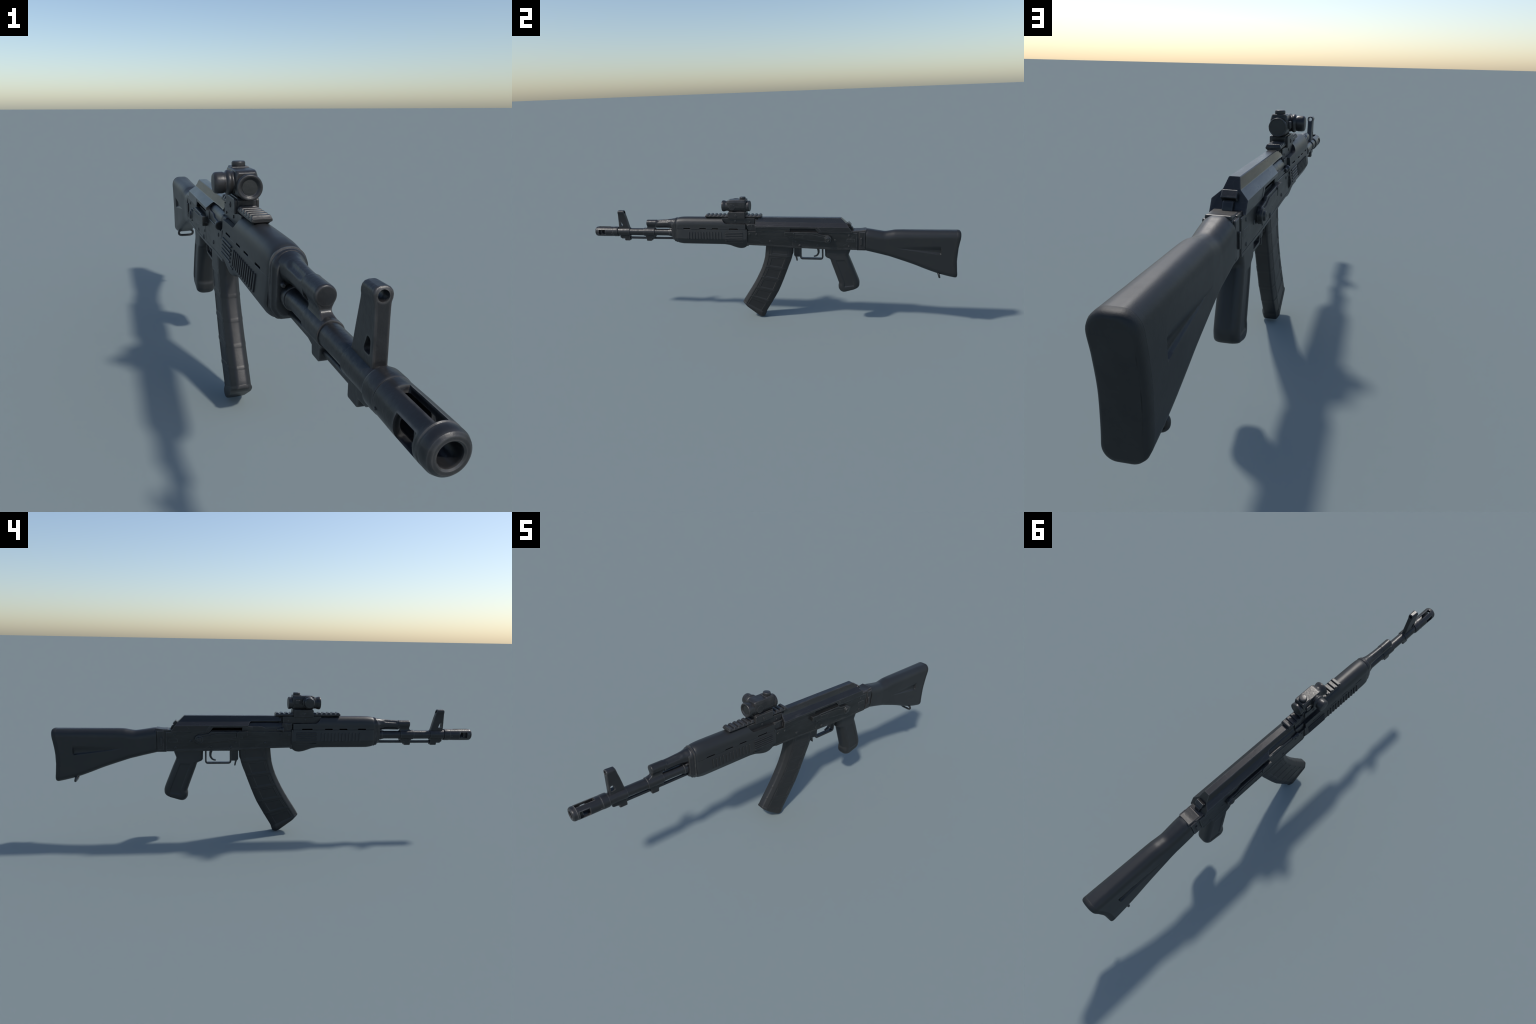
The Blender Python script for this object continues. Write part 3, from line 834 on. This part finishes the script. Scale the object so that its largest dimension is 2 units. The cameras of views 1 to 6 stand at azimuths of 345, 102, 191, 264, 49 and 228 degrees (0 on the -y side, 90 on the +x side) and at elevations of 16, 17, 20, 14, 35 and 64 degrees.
def rail_loop(wt, wm, wb, zt, zm, zb):
    return [(-wb, zb), (-wm, zm - 0.0020), (-wm, zm + 0.0020), (-wt, zt), (wt, zt), (wm, zm + 0.0020), (wm, zm - 0.0020), (wb, zb)]
rings = [ring_at(y, rail_loop(0.0205, wm, 0.0160, 0.5835, 0.5785, zb)) for y, wm, zb in ((-0.3350, 0.0225, 0.5750), (-0.3275, 0.0235, 0.5700), (-0.0240, 0.0235, 0.5700))]
rail = finish(link('rail', loft_mesh(rings), ANODISED, None), 0.0010, 2)
tooth_me = None
for i in range(14):
    y = -0.3240 + i * 0.02245
    if tooth_me is None:
        tr = []
        for yy, zt, wt in ((-0.0085, 0.5820, 0.0215), (-0.0048, 0.5895, 0.0195), (0.0048, 0.5895, 0.0195), (0.0085, 0.5820, 0.0215)):
            tr.append([(C + x, yy, z) for x, z in [(-0.0238, 0.5775), (-0.0238, 0.5815), (-wt, zt), (wt, zt), (0.0238, 0.5815), (0.0238, 0.5775)]])
        o = finish(link('rail_tooth', loft_mesh(tr), ANODISED, rail), 0.0016, 3)
        tooth_me = o.data
    else:
        o = bpy.data.objects.new('rail_tooth', tooth_me)
        bpy.context.collection.objects.link(o)
        o.parent = rail
    o.location = (0, y, 0)

optic = bpy.data.objects.new('red_dot_sight', None)
bpy.context.collection.objects.link(optic)
optic.parent = root
OZ = 0.6335
# housing: barrel shaped below, squared and chamfered above
rings = []
for y, g, zt in ((-0.2080, 0.0070, 0.6610), (-0.2055, 0.0035, 0.6645), (-0.2000, 0.0008, 0.6675), (-0.1900, 0.0, 0.6690), (-0.1120, 0.0, 0.6690),
                 (-0.1070, 0.0008, 0.6680), (-0.1030, 0.0035, 0.6650), (-0.1010, 0.0070, 0.6610)):
    w = 0.0284 - g
    rings.append(ring_at(y, rounded_loop([(-w * 0.85, zt, 0.004), (w * 0.85, zt, 0.004), (w * 0.98, OZ + 0.022, 0.008), (w * 1.02, OZ - 0.006, 0.014), (w * 0.62, 0.6045 + g, 0.010),
                                          (-w * 0.62, 0.6045 + g, 0.010), (-w * 1.02, OZ - 0.006, 0.014), (-w * 0.98, OZ + 0.022, 0.008)], 5)))
finish(link('optic_housing', loft_mesh(rings), ANODISED, optic), 0, sharp=50)
front_ring = lathe([(-0.200, 0.0265), (-0.2120, 0.0268), (-0.2140, 0.0262), (-0.2180, 0.0270), (-0.2240, 0.0290), (-0.2300, 0.0302), (-0.2340, 0.0302),
                    (-0.2370, 0.0290), (-0.2380, 0.0270), (-0.2374, 0.0240), (-0.2350, 0.0205), (-0.2320, 0.0185), (-0.2310, 0.0)], cz=OZ, n=48)
finish(link('objective_ring', front_ring, ANODISED, optic), 0, sharp=60)
finish(link('objective_lens', lathe([(-0.2300, 0.0178), (-0.2326, 0.0175), (-0.2332, 0.0)], cz=OZ, n=40), LENS, optic), 0)
rear_ring = lathe([(-0.110, 0.0262), (-0.0990, 0.0262), (-0.0985, 0.0278), (-0.0900, 0.0288), (-0.0865, 0.0284), (-0.0850, 0.0270), (-0.0855, 0.0246), (-0.0868, 0.0240), (-0.0868, 0.0)], cz=OZ, n=48)
finish(link('eyepiece_ring', rear_ring, ANODISED, optic), 0, sharp=60)
finish(link('eyepiece_lens', lathe([(-0.0880, 0.0236), (-0.0862, 0.0232), (-0.0858, 0.0)], cz=OZ, n=40), LENS, optic), 0)
turret = lathe([(0.662, 0.0135), (0.6700, 0.0140), (0.6715, 0.0160), (0.6730, 0.0165), (0.6800, 0.0165), (0.6822, 0.0155), (0.6832, 0.0135), (0.6835, 0.0)],
               axis='z', cy=-0.1240, n=36)
finish(link('elevation_turret', turret, ANODISED, optic), 0, sharp=50)
box('turret_seat', C - 0.0215, C + 0.0215, -0.1440, -0.1030, 0.6600, 0.6715, ANODISED, optic, 0.0025, 3)
# brightness knob on one side: stepped drum
drum = lathe([(C - d, r) for d, r in ((0.0180, 0.0230), (0.0215, 0.0255), (0.0245, 0.0268), (0.0275, 0.0262), (0.0295, 0.0252), (0.0315, 0.0262), (0.0350, 0.0288),
              (0.0390, 0.0290), (0.0425, 0.0275), (0.0445, 0.0240), (0.0460, 0.0232), (0.0480, 0.0240), (0.0520, 0.0250), (0.0640, 0.0248), (0.0690, 0.0240), (0.0722, 0.0215),
              (0.0732, 0.0190), (0.0736, 0.0))], axis='x', cy=-0.1750, cz=0.6395, n=48)
finish(link('brightness_knob', drum, ANODISED, optic), 0, sharp=60)
box('windage_cap', C - 0.0370, C - 0.0230, -0.1370, -0.1130, 0.6280, 0.6500, ANODISED, optic, 0.004, 3)
# disc cover on the other flank
finish(link('flank_disc', lathe([(C + 0.0240, 0.0165), (C + 0.0284, 0.0165), (C + 0.0290, 0.0155), (C + 0.0290, 0.0)], axis='x', cy=-0.180, cz=OZ - 0.002, n=36), ANODISED, optic), 0)
# clamp mount
mount = prism('optic_mount', [(-0.2045, 0.568), (-0.2045, 0.6000), (-0.2000, 0.6060), (-0.1080, 0.6060), (-0.1040, 0.6020), (-0.1040, 0.585), (-0.1150, 0.568)],
              C - 0.0225, C + 0.0225, ANODISED, optic, 0.0025, 3)
for sx in (-1, 1):
    a, b = sorted((C + sx * 0.0220, C + sx * 0.0300))
    prism('mount_jaw', [(-0.2040, 0.5690), (-0.2040, 0.6000), (-0.2005, 0.6045), (-0.1135, 0.6045), (-0.1105, 0.6000), (-0.1105, 0.5690)], a, b, ANODISED, mount, 0.0025, 3)
    o = lathe([(C + sx * 0.0285, 0.0070), (C + sx * 0.0312, 0.0070), (C + sx * 0.0320, 0.0060), (C + sx * 0.0320, 0.0034), (C + sx * 0.0306, 0.0030)], axis='x', cy=-0.160, cz=0.585, n=18)
    finish(link('clamp_screw', o, ANODISED, mount), 0)
